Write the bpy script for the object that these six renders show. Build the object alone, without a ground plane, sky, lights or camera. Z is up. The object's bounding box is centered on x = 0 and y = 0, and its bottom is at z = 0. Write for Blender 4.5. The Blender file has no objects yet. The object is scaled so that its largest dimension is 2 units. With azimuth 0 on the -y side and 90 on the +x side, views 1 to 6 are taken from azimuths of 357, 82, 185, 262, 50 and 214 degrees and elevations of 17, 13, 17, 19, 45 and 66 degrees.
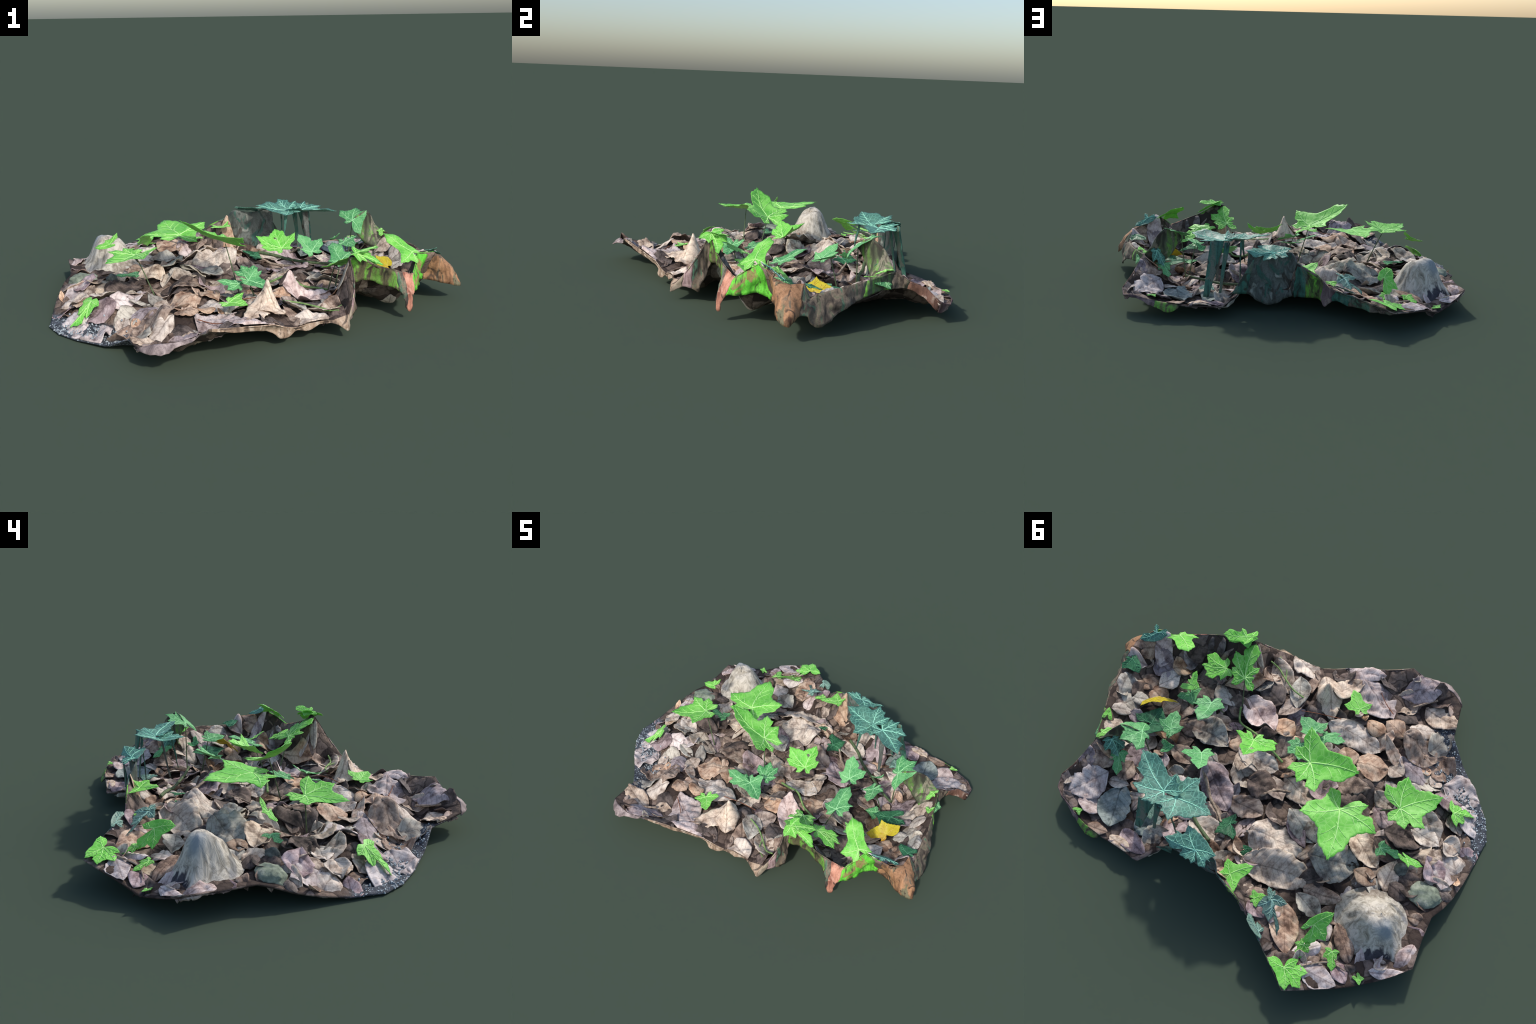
import bpy, bmesh, math, random
import numpy as np
from mathutils import Vector, Matrix, noise, geometry

random.seed(7)

# =====================================================================
# 1. THE LIE OF THE LAND
#    The patch is a thin torn mat of leaf litter.  Its rim is a closed run of
#    control points; each may also carry the low end of a flap that hangs there.
# =====================================================================
RIM = [  # (rim point), (flap's low end or None), flap cloth
    ((-.574, -.612, .072), None, None),
    ((-.545, -.690, .085), None, None),
    ((-.515, -.772, .100), (-.515, -.772, .090), 'pale'),
    ((-.450, -.790, .119), (-.432, -.832, .088), 'pale'),
    ((-.360, -.790, .125), (-.355, -.800, .108), 'pale'),
    ((-.300, -.770, .130), (-.295, -.773, .122), 'pale'),
    ((-.232, -.759, .164), (-.230, -.757, .150), 'tan'),
    ((-.130, -.690, .140), (-.128, -.688, .118), 'tan'),
    ((+.044, -.592, .108), (+.010, -.597, .082), 'tan'),
    ((+.095, -.566, .085), (+.077, -.569, .034), 'tan'),
    ((+.145, -.543, .070), (+.145, -.545, .055), 'tan'),
    ((+.192, -.520, .078), (+.190, -.518, .048), 'tan'),
    ((+.250, -.510, .084), (+.245, -.512, .070), 'tan'),
    ((+.305, -.505, .085), (+.310, -.510, .072), 'tan'),
    ((+.381, -.476, .100), (+.365, -.520, .042), 'grey'),
    ((+.395, -.456, .134), (+.388, -.462, .070), 'pink'),
    ((+.411, -.418, .192), (+.410, -.420, .062), 'bark'),
    ((+.412, -.390, .240), (+.414, -.394, .047), 'bark'),
    ((+.405, -.365, .285), (+.425, -.365, .110), 'bark'),
    ((+.398, -.345, .316), (+.425, -.335, .185), 'moss'),
    ((+.450, -.335, .320), (+.480, -.310, .195), 'moss'),
    ((+.535, -.318, .268), (+.560, -.296, .170), 'moss'),
    ((+.610, -.296, .240), (+.640, -.308, .140), 'bark'),
    ((+.655, -.278, .222), (+.678, -.326, .055), 'salmon'),
    ((+.695, -.260, .208), (+.697, -.318, .046), 'salmon'),
    ((+.713, -.249, .203), (+.704, -.290, .112), 'lime'),
    ((+.735, -.205, .240), (+.735, -.245, .128), 'lime'),
    ((+.754, -.153, .273), (+.758, -.205, .135), 'lime'),
    ((+.800, -.150, .274), (+.765, -.165, .145), 'lime'),
    ((+.838, -.135, .270), (+.795, -.100, .124), 'rust'),
    ((+.868, -.108, .244), (+.935, -.100, .092), 'rust'),
    ((+.886, -.085, .228), (+.992, -.074, .070), 'rust'),
    ((+.900, -.040, .220), (+.990, -.046, .072), 'rust'),
    ((+.886, +.020, .220), (+.955, -.012, .098), 'bark'),
    ((+.905, +.042, .162), (+.948, +.030, .096), 'bark'),
    ((+.888, +.075, .176), (+.940, +.052, .056), 'bark'),
    ((+.874, +.108, .181), (+.930, +.085, .044), 'bark'),
    ((+.852, +.165, .190), (+.918, +.120, .060), 'bark'),
    ((+.832, +.223, .199), (+.876, +.203, .112), 'bark'),
    ((+.785, +.310, .206), (+.812, +.292, .138), 'lime_dark'),
    ((+.702, +.463, .228), (+.723, +.436, .152), 'bark'),
    ((+.718, +.525, .185), (+.712, +.515, .148), 'rust_dark'),
    ((+.728, +.600, .160), (+.735, +.588, .118), 'rust_dark'),
    ((+.765, +.655, .105), (+.752, +.652, .056), 'violet'),
    ((+.744, +.712, .088), (+.738, +.695, .056), 'violet'),
    ((+.700, +.732, .100), (+.692, +.733, .088), 'violet'),
    ((+.570, +.764, .085), (+.565, +.782, .055), 'moss'),
    ((+.505, +.771, .078), (+.499, +.797, .039), 'moss'),
    ((+.446, +.770, .071), (+.446, +.776, .058), 'grey'),
    ((+.303, +.761, .070), None, None),
    ((+.236, +.760, .068), None, None),
    ((+.170, +.646, .100), None, None),
    ((+.130, +.622, .170), None, None),
    ((+.020, +.600, .105), None, None),
    ((-.085, +.600, .130), None, None),
    ((-.129, +.632, .275), (-.110, +.606, .085), 'teal'),
    ((-.185, +.642, .250), (-.175, +.622, .095), 'moss'),
    ((-.235, +.650, .224), (-.228, +.626, .090), 'moss'),
    ((-.265, +.655, .195), (-.262, +.640, .085), 'violet'),
    ((-.294, +.660, .165), (-.281, +.645, .058), 'violet'),
    ((-.330, +.680, .156), (-.318, +.660, .095), 'teal'),
    ((-.423, +.729, .146), (-.400, +.700, .088), 'bark'),
    ((-.520, +.778, .128), (-.505, +.755, .085), 'bark'),
    ((-.616, +.827, .113), (-.600, +.810, .098), 'lime_dark'),
    ((-.675, +.780, .102), None, None),
    ((-.775, +.697, .084), None, None),
    ((-.850, +.618, .050), None, None),
    ((-.905, +.560, .064), None, None),
    ((-.955, +.497, .082), None, None),
    ((-1.00, +.430, .110), None, None),
    ((-.968, +.300, .098), None, None),
    ((-.950, +.195, .096), None, None),
    ((-.970, +.130, .084), None, None),
    ((-.981, +.062, .060), None, None),
    ((-.985, -.035, .036), None, None),
    ((-.980, -.145, .015), None, None),
    ((-.966, -.288, .009), None, None),
    ((-.912, -.370, .008), None, None),
    ((-.822, -.448, .009), None, None),
    ((-.678, -.543, .017), None, None),
]

# humps and hollows of the mat: x, y, height of the bare floor under the leaves
FLOOR = [
    (-.40, -.12, 0.122), (-.28, -.01, 0.102), (-.455, -.105, 0.042), (-.52, -.12, 0.107),
    (-.40, -.29, 0.092), (-.28, -.185, 0.127), (-.41, -.20, 0.100), (-.07, -.30, 0.102),
    (-.25, -.215, 0.122), (-.31, -.352, 0.067), (-.25, -.66, 0.092), (-.225, -.478, 0.096),
    (-.17, -.47, 0.104), (.026, -.40, 0.142), (.09, -.40, 0.107), (-.69, -.396, 0.022),
    (-.84, -.41, 0.004), (-.515, -.356, 0.087), (-.39, -.50, .128), (-.565, -.50, 0.010),
    (-.32, -.39, .125), (-.22, -.40, 0.110), (-.37, -.62, 0.042), (-.45, -.68, 0.067),
    (-.715, -.255, .128), (-.66, -.22, .128), (-.72, -.33, 0.067), (-.85, -.26, 0.032),
    (-.78, .01, .128), (-.835, -.125, .080), (-.72, -.10, 0.067), (-.90, -.05, 0.047),
    (.175, -.09, 0.112), (.14, -.07, 0.127), (.25, -.20, .075), (.30, -.32, .092),
    (.36, -.25, .105), (.43, -.24, .145), (.45, -.15, .125), (.51, -.14, .095),
    (.58, -.20, .095), (.67, -.17, .075), (.60, -.03, .082), (.75, .03, .100),
    (.583, .05, .050), (.68, .17, .115), (.59, .21, .055), (.74, .20, .135),
    (.64, .33, .105), (.60, .43, .115), (.545, .545, 0.087), (.62, .62, 0.087),
    (.46, .67, 0.060), (.32, .66, 0.054), (.24, .64, 0.058), (.40, .54, 0.062),
    (.08, .345, 0.054), (.215, .146, 0.100), (.135, .144, 0.082), (.165, .48, 0.070),
    (-.02, .46, 0.102), (.074, .526, 0.082), (-.13, .498, 0.097), (-.25, .38, 0.157),
    (-.29, .51, 0.087), (-.24, .57, 0.102), (-.12, .57, 0.102), (-.452, .358, 0.084),
    (-.18, .194, 0.082), (-.10, .37, 0.142), (-.174, .417, 0.110), (.35, .40, .045),
    (.30, .22, .070), (.20, .31, .052), (.30, .50, 0.052), (.42, .30, .048), (.45, .10, .040),
    (.15, -.40, 0.097), (.20, -.46, 0.084), (.32, -.42, .088), (.00, .05, .052), (-.10, .10, .058),
    (-.05, -.10, .062), (-.15, -.05, .055), (.08, -.20, .080), (.35, .03, .070),
    (-.50, .20, .118), (-.36, .20, .120), (-.60, .10, 0.077), (-.64, -.02, 0.077),
    (-.56, .28, 0.077), (-.60, .42, 0.072), (-.70, .58, .085), (-.58, .55, 0.102),
    (-.46, .63, .122), (-.37, .57, 0.122), (-.42, .47, 0.084), (-.62, .70, .104),
    (-.80, .20, .098), (-.88, .33, .108), (-.84, .46, .092), (-.75, .30, 0.077),
    (.0, -.52, 0.104), (-.12, -.58, 0.112), (.10, -.50, 0.092), (-.30, -.70, 0.112),
    (-.378, .300, .135), (-.34, .10, .140), (-.30, .55, .135), (-.73, .68, .095), (-.90, .10, .095), (-.93, .0, .060),
    (.365, -.36, .115), (.79, .12, .135),
    (.81, -.05, .125), (.78, -.09, .140), (.82, .02, .125), (-.27, .25, .080), (-.61, .26, .110),
    # hollows between the leaves
    (.403, .095, .035), (-.205, .06, .062), (-.235, .0, .045), (-.043, .004, .052), (.224, -.056, .060),
    (.188, -.10, .072), (.20, .10, .075), (.655, -.06, .105), (-.02, -.06, .055), (.10, .23, .060),
]


def rim_loop(step=.018):
    """Rim control points filled in evenly; returns points, and owner index + fraction."""
    pts, own = [], []
    n = len(RIM)
    for i in range(n):
        a = np.array(RIM[i][0]); b = np.array(RIM[(i + 1) % n][0])
        m = max(1, int(round(np.linalg.norm((b - a)[:2]) / step)))
        for k in range(m):
            pts.append(a + (b - a) * k / m); own.append((i, k / m))
    return np.array(pts), own


def _surface():
    rp, _ = rim_loop(.05)
    A = np.vstack([rp, np.array(FLOOR)])
    xy, z = A[:, :2], A[:, 2]
    c2 = .028 ** 2
    d2 = ((xy[:, None] - xy[None]) ** 2).sum(-1)
    K = np.sqrt(d2 + c2) - 1e-4 * np.eye(len(A)) * 0
    w = np.linalg.solve(K + 1e-5 * np.eye(len(A)), z - .09)
    def f(p):
        p = np.atleast_2d(np.asarray(p, float))[:, :2]
        out = np.empty(len(p))
        for s in range(0, len(p), 4000):
            q = p[s:s + 4000]
            out[s:s + 4000] = np.sqrt(((q[:, None] - xy[None]) ** 2).sum(-1) + c2) @ w + .09
        return out
    return f
floor_z = _surface()

# sharp little tents where a curled leaf stands up out of the mat: x, y, height, radius
TENTS = [(.026, -.402, .125, .075), (.147, -.072, .055, .05),
         (-.44, -.495, .03, .06), (-.53, -.16, .02, .05), (-.30, -.02, .03, .06)]
_flat_floor = floor_z
def floor_z(p):
    p = np.atleast_2d(np.asarray(p, float))[:, :2]
    z = _flat_floor(p)
    for x, y, h, r in TENTS:
        d = np.hypot(p[:, 0] - x, p[:, 1] - y)
        z = z + h * np.clip(1 - d / r, 0, 1) ** 2
    return z

def fz(x, y):
    return float(floor_z([(x, y)])[0])

def fbm(v, scale, seed=0., octaves=3):
    return noise.fractal(Vector(v) * scale + Vector((seed, seed * .7, -seed)), 1.0, 2.0, octaves)

# =====================================================================
# 2. MATERIALS
# =====================================================================
def srgb(r, g, b):
    f = lambda c: c / 12.92 if c <= .04045 else ((c + .055) / 1.055) ** 2.4
    return (f(r / 255), f(g / 255), f(b / 255), 1)

class Nodes:
    """Small helper to wire shader nodes."""
    def __init__(self, name, rough=.75):
        self.mat = bpy.data.materials.new(name); self.mat.use_nodes = True
        self.nt = self.mat.node_tree; self.nt.nodes.clear()
        self.out = self.add('ShaderNodeOutputMaterial')
        self.bsdf = self.add('ShaderNodeBsdfPrincipled')
        self.bsdf.inputs['Roughness'].default_value = rough
        self.bsdf.inputs['Specular IOR Level'].default_value = .3
        self.nt.links.new(self.bsdf.outputs[0], self.out.inputs[0])
        self.co = self.add('ShaderNodeTexCoord').outputs['Object']
    def add(self, t, **kw):
        n = self.nt.nodes.new(t)
        for k, v in kw.items(): setattr(n, k, v)
        return n
    def put(self, sock, v):
        if hasattr(v, 'is_output'): self.nt.links.new(v, sock)
        else: sock.default_value = v
    def math(self, op, a, b=0., c=0.):
        n = self.add('ShaderNodeMath', operation=op)
        for i, v in enumerate((a, b, c)): self.put(n.inputs[i], v)
        return n.outputs[0]
    def vmap(self, vec, scale=(1, 1, 1), loc=(0, 0, 0)):
        n = self.add('ShaderNodeMapping'); self.put(n.inputs[0], vec)
        n.inputs['Scale'].default_value = scale; n.inputs['Location'].default_value = loc
        return n.outputs[0]
    def noise(self, vec, scale, detail=4, rough=.6, w=None, dist=0.):
        n = self.add('ShaderNodeTexNoise')
        if w is not None:
            n.noise_dimensions = '4D'; self.put(n.inputs['W'], w)
        self.put(n.inputs['Vector'], vec)
        n.inputs['Scale'].default_value = scale; n.inputs['Detail'].default_value = detail
        n.inputs['Roughness'].default_value = rough; n.inputs['Distortion'].default_value = dist
        return n.outputs['Fac']
    def voronoi(self, vec, scale, feature='F1', out='Distance'):
        n = self.add('ShaderNodeTexVoronoi', feature=feature)
        self.put(n.inputs['Vector'], vec); n.inputs['Scale'].default_value = scale
        return n.outputs[out]
    def ramp(self, fac, stops, interp='LINEAR'):
        n = self.add('ShaderNodeValToRGB'); self.put(n.inputs[0], fac)
        cr = n.color_ramp; cr.interpolation = interp
        while len(cr.elements) < len(stops): cr.elements.new(.5)
        for e, (p, c) in zip(cr.elements, stops):
            e.position = p; e.color = c if hasattr(c, '__len__') else (c, c, c, 1)
        return n.outputs['Color']
    def mix(self, fac, a, b, blend='MIX'):
        n = self.add('ShaderNodeMix', data_type='RGBA', blend_type=blend)
        self.put(n.inputs['Factor'], fac); self.put(n.inputs['A'], a); self.put(n.inputs['B'], b)
        return n.outputs['Result']
    def xyz(self, vec):
        n = self.add('ShaderNodeSeparateXYZ'); self.put(n.inputs[0], vec); return n.outputs
    def random(self):
        return self.add('ShaderNodeObjectInfo').outputs['Random']
    def band(self, v, lo, hi):
        """1 below lo, 0 above hi"""
        n = self.add('ShaderNodeMapRange'); self.put(n.inputs['Value'], v)
        n.inputs['From Min'].default_value = lo; n.inputs['From Max'].default_value = hi
        n.inputs['To Min'].default_value = 1; n.inputs['To Max'].default_value = 0
        return n.outputs['Result']
    def bump(self, h, strength=.3, dist=.01):
        n = self.add('ShaderNodeBump'); n.inputs['Strength'].default_value = strength
        n.inputs['Distance'].default_value = dist; self.put(n.inputs['Height'], h)
        self.put(self.bsdf.inputs['Normal'], n.outputs[0])
    def colour(self, c):
        self.put(self.bsdf.inputs['Base Color'], c)
        return self


def dead_leaf_material(name, pale, mid, dark, speck=.5):
    m = Nodes(name, .7)
    r = m.random(); w = m.math('MULTIPLY', r, 40.)
    patch = m.noise(m.co, 16, 5, .65, w)
    body = m.ramp(patch, [(.34, dark), (.45, mid), (.57, pale), (.80, pale)])  # tight stops draw sharp highlights into the blade colour
    blotch = m.noise(m.co, 42, 3, .6, w)
    body = m.mix(m.math('MULTIPLY', m.band(blotch, .30, .46), .6), body, dark)
    # midrib and slanting side veins, drawn from the leaf's own axes
    s = m.xyz(m.co); ay = m.math('ABSOLUTE', s[1])
    wob = m.math('MULTIPLY', m.math('SUBTRACT', m.noise(m.co, 25, 2, .5, w), .5), .012)
    run = m.math('ADD', m.math('SUBTRACT', s[0], m.math('MULTIPLY', ay, .75)), wob)
    side = m.math('ABSOLUTE', m.math('SUBTRACT', m.math('FRACT', m.math('MULTIPLY', run, 38.)), .5))
    body = m.mix(m.math('MULTIPLY', m.band(side, .03, .12), .30), body, dark)
    body = m.mix(m.math('MULTIPLY', m.band(m.math('ADD', ay, wob), .001, .004), .55), body, dark)
    fine = m.noise(m.co, 190, 3, .7, w)
    body = m.mix(m.math('MULTIPLY', m.band(fine, .34, .44), speck), body, dark)
    hsv = m.add('ShaderNodeHueSaturation'); m.put(hsv.inputs['Color'], body)
    m.put(hsv.inputs['Value'], m.math('ADD', m.math('MULTIPLY', r, .36), .84))
    m.put(hsv.inputs['Saturation'], m.math('ADD', m.math('MULTIPLY', m.math('FRACT', m.math('MULTIPLY', r, 7.)), .4), .7))
    m.bump(m.math('ADD', m.math('MULTIPLY', fine, .4), m.math('MULTIPLY', side, .6)), .25, .004)
    return m.colour(hsv.outputs[0]).mat

def ivy_material(name, main, light, deep, vein, net=.4):
    m = Nodes(name, .45)
    r = m.random(); w = m.math('MULTIPLY', r, 30.)
    n = m.noise(m.co, 14, 3, .55, w)
    body = m.ramp(n, [(.30, deep), (.48, main), (.66, light)])
    v = m.voronoi(m.vmap(m.co, (1, 1, .3)), 42, 'DISTANCE_TO_EDGE')
    body = m.mix(m.math('MULTIPLY', m.band(v, .02, .09), net), body, vein)
    spot = m.noise(m.co, 120, 2, .5, w)
    body = m.mix(m.math('MULTIPLY', m.band(spot, .26, .31), .5), body, deep)
    hsv = m.add('ShaderNodeHueSaturation'); m.put(hsv.inputs['Color'], body)
    m.put(hsv.inputs['Value'], m.math('ADD', m.math('MULTIPLY', r, .22), .9))
    body = hsv.outputs[0]
    m.bump(v, .25, .004)
    m.colour(body)
    tr = m.add('ShaderNodeBsdfTranslucent'); m.put(tr.inputs[0], body)
    mx = m.add('ShaderNodeMixShader'); mx.inputs[0].default_value = .18
    m.nt.links.new(m.bsdf.outputs[0], mx.inputs[1]); m.nt.links.new(tr.outputs[0], mx.inputs[2])
    m.nt.links.new(mx.outputs[0], m.out.inputs[0])
    return m.mat

def streak_material(name, cols, scale=(26, 26, 5), detail=3, accent=None):
    """Torn, smeared litter hanging at the rim: colours run down the flap."""
    m = Nodes(name, .7)
    n = m.noise(m.vmap(m.co, tuple(s / 10 for s in scale)), 10, detail, .55, dist=.6)
    k = len(cols)
    body = m.ramp(n, [(.30 + .40 * i / max(1, k - 1), c) for i, c in enumerate(cols)])
    if accent:                           # smears of something else in the litter
        a = m.noise(m.vmap(m.co, (1, 1, .55), (3, 1, 2)), 13, 3, .6, dist=1.2)
        body = m.mix(m.math('MULTIPLY', m.band(a, .37, .43), .85), body, accent)
        d = m.noise(m.vmap(m.co, (1, 1, .5), (7, 4, 9)), 17, 3, .6, dist=1.)
        body = m.mix(m.math('MULTIPLY', m.band(d, .37, .43), .8), body, srgb(62, 54, 48))
    f = m.noise(m.co, 150, 3, .6)
    body = m.mix(m.math('MULTIPLY', m.band(f, .35, .5), .35), body, cols[0])
    m.bump(n, .3, .006)
    return m.colour(body).mat

def plain_material(name, a, b, scale=40, rough=.7):
    m = Nodes(name, rough)
    n = m.noise(m.co, scale, 4, .6)
    m.bump(n, .4, .004)
    return m.colour(m.ramp(n, [(.35, a), (.65, b)])).mat

DEAD = {  # pale tones lifted to the brightness of lit leaf highlights
    'T': dead_leaf_material('dead_leaf_tan', srgb(222, 204, 184), srgb(192, 170, 150), srgb(108, 88, 74)),
    'P': dead_leaf_material('dead_leaf_rosy', srgb(220, 204, 198), srgb(190, 170, 164), srgb(118, 98, 94)),
    'B': dead_leaf_material('dead_leaf_brown', srgb(186, 162, 142), srgb(144, 118, 100), srgb(72, 54, 46)),
    'D': dead_leaf_material('dead_leaf_dark', srgb(122, 106, 98), srgb(84, 72, 66), srgb(42, 34, 32)),  # colour deepened toward the shadow tones seen in the litter
    'G': dead_leaf_material('dead_leaf_grey', srgb(202, 194, 178), srgb(166, 156, 142), srgb(94, 84, 76)),
    'O': dead_leaf_material('dead_leaf_rusty', srgb(216, 188, 162), srgb(186, 150, 124), srgb(110, 80, 62)),
    'V': dead_leaf_material('dead_leaf_violet', srgb(188, 168, 168), srgb(150, 128, 128), srgb(80, 62, 64)),
    'S': dead_leaf_material('dead_leaf_slate', srgb(150, 162, 154), srgb(108, 122, 118), srgb(58, 68, 66), .2),
}
IVY = {
    'lime': (ivy_material('ivy_lime', srgb(126, 212, 86), srgb(150, 226, 108), srgb(96, 186, 70), srgb(186, 240, 146), .3),
             plain_material('ivy_lime_vein', srgb(178, 238, 136), srgb(200, 246, 162))),
    'mid': (ivy_material('ivy_green', srgb(94, 168, 104), srgb(124, 194, 124), srgb(66, 136, 86), srgb(160, 222, 158), .35),
            plain_material('ivy_green_vein', srgb(160, 226, 160), srgb(184, 236, 180))),
    'teal': (ivy_material('ivy_teal', srgb(84, 134, 118), srgb(108, 156, 136), srgb(60, 110, 102), srgb(140, 206, 182), .45),
             plain_material('ivy_teal_vein', srgb(150, 222, 192), srgb(176, 234, 210))),
    'dark': (ivy_material('ivy_deep', srgb(52, 110, 74), srgb(72, 134, 92), srgb(36, 80, 58), srgb(96, 160, 116), .3),
             plain_material('ivy_deep_vein', srgb(88, 152, 112), srgb(110, 172, 130))),
    'dusty': (ivy_material('ivy_dusty', srgb(110, 144, 128), srgb(134, 160, 144), srgb(80, 112, 104), srgb(160, 200, 184), .3),
              plain_material('ivy_dusty_vein', srgb(160, 204, 186), srgb(180, 216, 200))),
    'yellow': (ivy_material('leaf_yellow', srgb(206, 190, 44), srgb(226, 206, 60), srgb(190, 130, 44), srgb(232, 220, 110), .1),
               plain_material('leaf_yellow_vein', srgb(220, 200, 80), srgb(236, 216, 100))),
}
CLOTH = {
    'pale': streak_material('flap_pale', [srgb(76, 66, 66), srgb(134, 120, 118), srgb(184, 168, 164)], accent=srgb(96, 92, 98)),
    'tan': streak_material('flap_tan', [srgb(86, 70, 60), srgb(164, 140, 118), srgb(200, 178, 156)], accent=srgb(214, 196, 176)),
    'grey': streak_material('flap_grey', [srgb(96, 84, 72), srgb(150, 136, 118), srgb(168, 154, 134)]),
    'pink': streak_material('flap_pink', [srgb(120, 96, 90), srgb(196, 166, 166), srgb(160, 200, 90)]),
    'bark': streak_material('flap_bark', [srgb(50, 44, 42), srgb(96, 86, 76), srgb(140, 124, 106), srgb(96, 112, 84)], accent=srgb(84, 124, 100)),
    'slate': streak_material('flap_slate', [srgb(50, 52, 50), srgb(116, 122, 116), srgb(84, 88, 84), srgb(172, 176, 166)], (18, 18, 8), accent=srgb(60, 104, 92)),
    'moss': streak_material('flap_moss', [srgb(46, 46, 36), srgb(100, 96, 68), srgb(108, 168, 66), srgb(92, 84, 62)], accent=srgb(124, 200, 72)),
    'lime': streak_material('flap_lime', [srgb(52, 78, 36), srgb(84, 176, 52), srgb(112, 218, 68), srgb(122, 226, 78)], accent=srgb(150, 112, 84)),
    'lime_dark': streak_material('flap_green', [srgb(60, 62, 52), srgb(96, 104, 80), srgb(110, 180, 60)], accent=srgb(150, 142, 124)),
    'salmon': streak_material('flap_salmon', [srgb(130, 80, 66), srgb(206, 146, 122), srgb(222, 170, 148)], accent=srgb(232, 190, 170)),
    'rust': streak_material('flap_rust', [srgb(84, 60, 46), srgb(158, 118, 86), srgb(186, 140, 104), srgb(120, 112, 96)], accent=srgb(112, 116, 92)),
    'rust_dark': streak_material('flap_russet', [srgb(56, 42, 38), srgb(110, 78, 66), srgb(148, 112, 94)], accent=srgb(168, 146, 132)),
    'violet': streak_material('flap_violet', [srgb(64, 48, 54), srgb(112, 92, 94), srgb(156, 134, 128)], accent=srgb(170, 152, 140)),
    'teal': streak_material('flap_teal', [srgb(44, 56, 52), srgb(70, 122, 106), srgb(110, 116, 100)], accent=srgb(120, 124, 112)),
}
STEM = plain_material('stem_green', srgb(92, 128, 70), srgb(146, 176, 110), 60)
STEM_DARK = plain_material('stem_dark', srgb(66, 84, 58), srgb(104, 120, 84), 60)
TWIG = plain_material('twig_bark', srgb(112, 94, 80), srgb(186, 168, 148), 70)
TWIG_RED = plain_material('twig_red', srgb(110, 64, 46), srgb(160, 104, 76), 70)

def mat_floor():
    m = Nodes('litter_mould', .85)
    co = m.co
    # coarse crumbs of leaf, each cell a tone of its own
    warp = m.add('ShaderNodeVectorMath', operation='ADD')
    nn = m.add('ShaderNodeTexNoise'); m.put(nn.inputs['Vector'], co); nn.inputs['Scale'].default_value = 14
    sc = m.add('ShaderNodeVectorMath', operation='SCALE'); m.put(sc.inputs[0], nn.outputs['Color']); sc.inputs['Scale'].default_value = .06
    m.put(warp.inputs[0], co); m.put(warp.inputs[1], sc.outputs[0])
    cell = m.voronoi(warp.outputs[0], 15, 'F1', 'Color')
    edge = m.voronoi(warp.outputs[0], 15, 'DISTANCE_TO_EDGE')
    tone = m.xyz(cell)[0]
    body = m.ramp(tone, [(0., srgb(54, 44, 40)), (.35, srgb(84, 70, 62)), (.6, srgb(128, 110, 98)), (.8, srgb(150, 132, 122)), (1., srgb(96, 82, 74))])  # dark to mid brown tones, varied cell by cell
    n = m.noise(co, 45, 5, .65)
    body = m.mix(m.math('MULTIPLY', m.band(n, .36, .55), .6), body, srgb(60, 48, 42))
    body = m.mix(m.math('MULTIPLY', m.band(edge, .01, .07), .75), body, srgb(48, 38, 34))
    # road grit showing at the low corner
    s = m.xyz(co)
    d = m.math('ADD', m.math('MULTIPLY', m.math('ADD', s[0], .80), .62), m.math('MULTIPLY', m.math('ADD', s[1], .40), .78))
    far = m.math('ADD', m.math('ABSOLUTE', m.math('ADD', d, .0)), m.math('MULTIPLY', m.math('SUBTRACT', m.noise(co, 9, 3), .5), .12))
    grit_mask = m.math('MULTIPLY', m.band(far, .09, .13), m.band(m.math('ADD', s[2], m.math('MULTIPLY', n, .03)), .075, .10))
    grit_mask = m.math('MULTIPLY', grit_mask, m.band(s[0], -.50, -.46))
    fl = m.voronoi(co, 95)
    grit = m.mix(m.band(fl, .22, .30), m.ramp(n, [(.35, srgb(50, 54, 60)), (.7, srgb(96, 100, 108))]), srgb(176, 190, 196))
    body = m.mix(grit_mask, body, grit)
    m.bump(m.math('ADD', n, m.math('MULTIPLY', edge, 1.5)), .5, .01)
    return m.colour(body).mat

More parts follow.
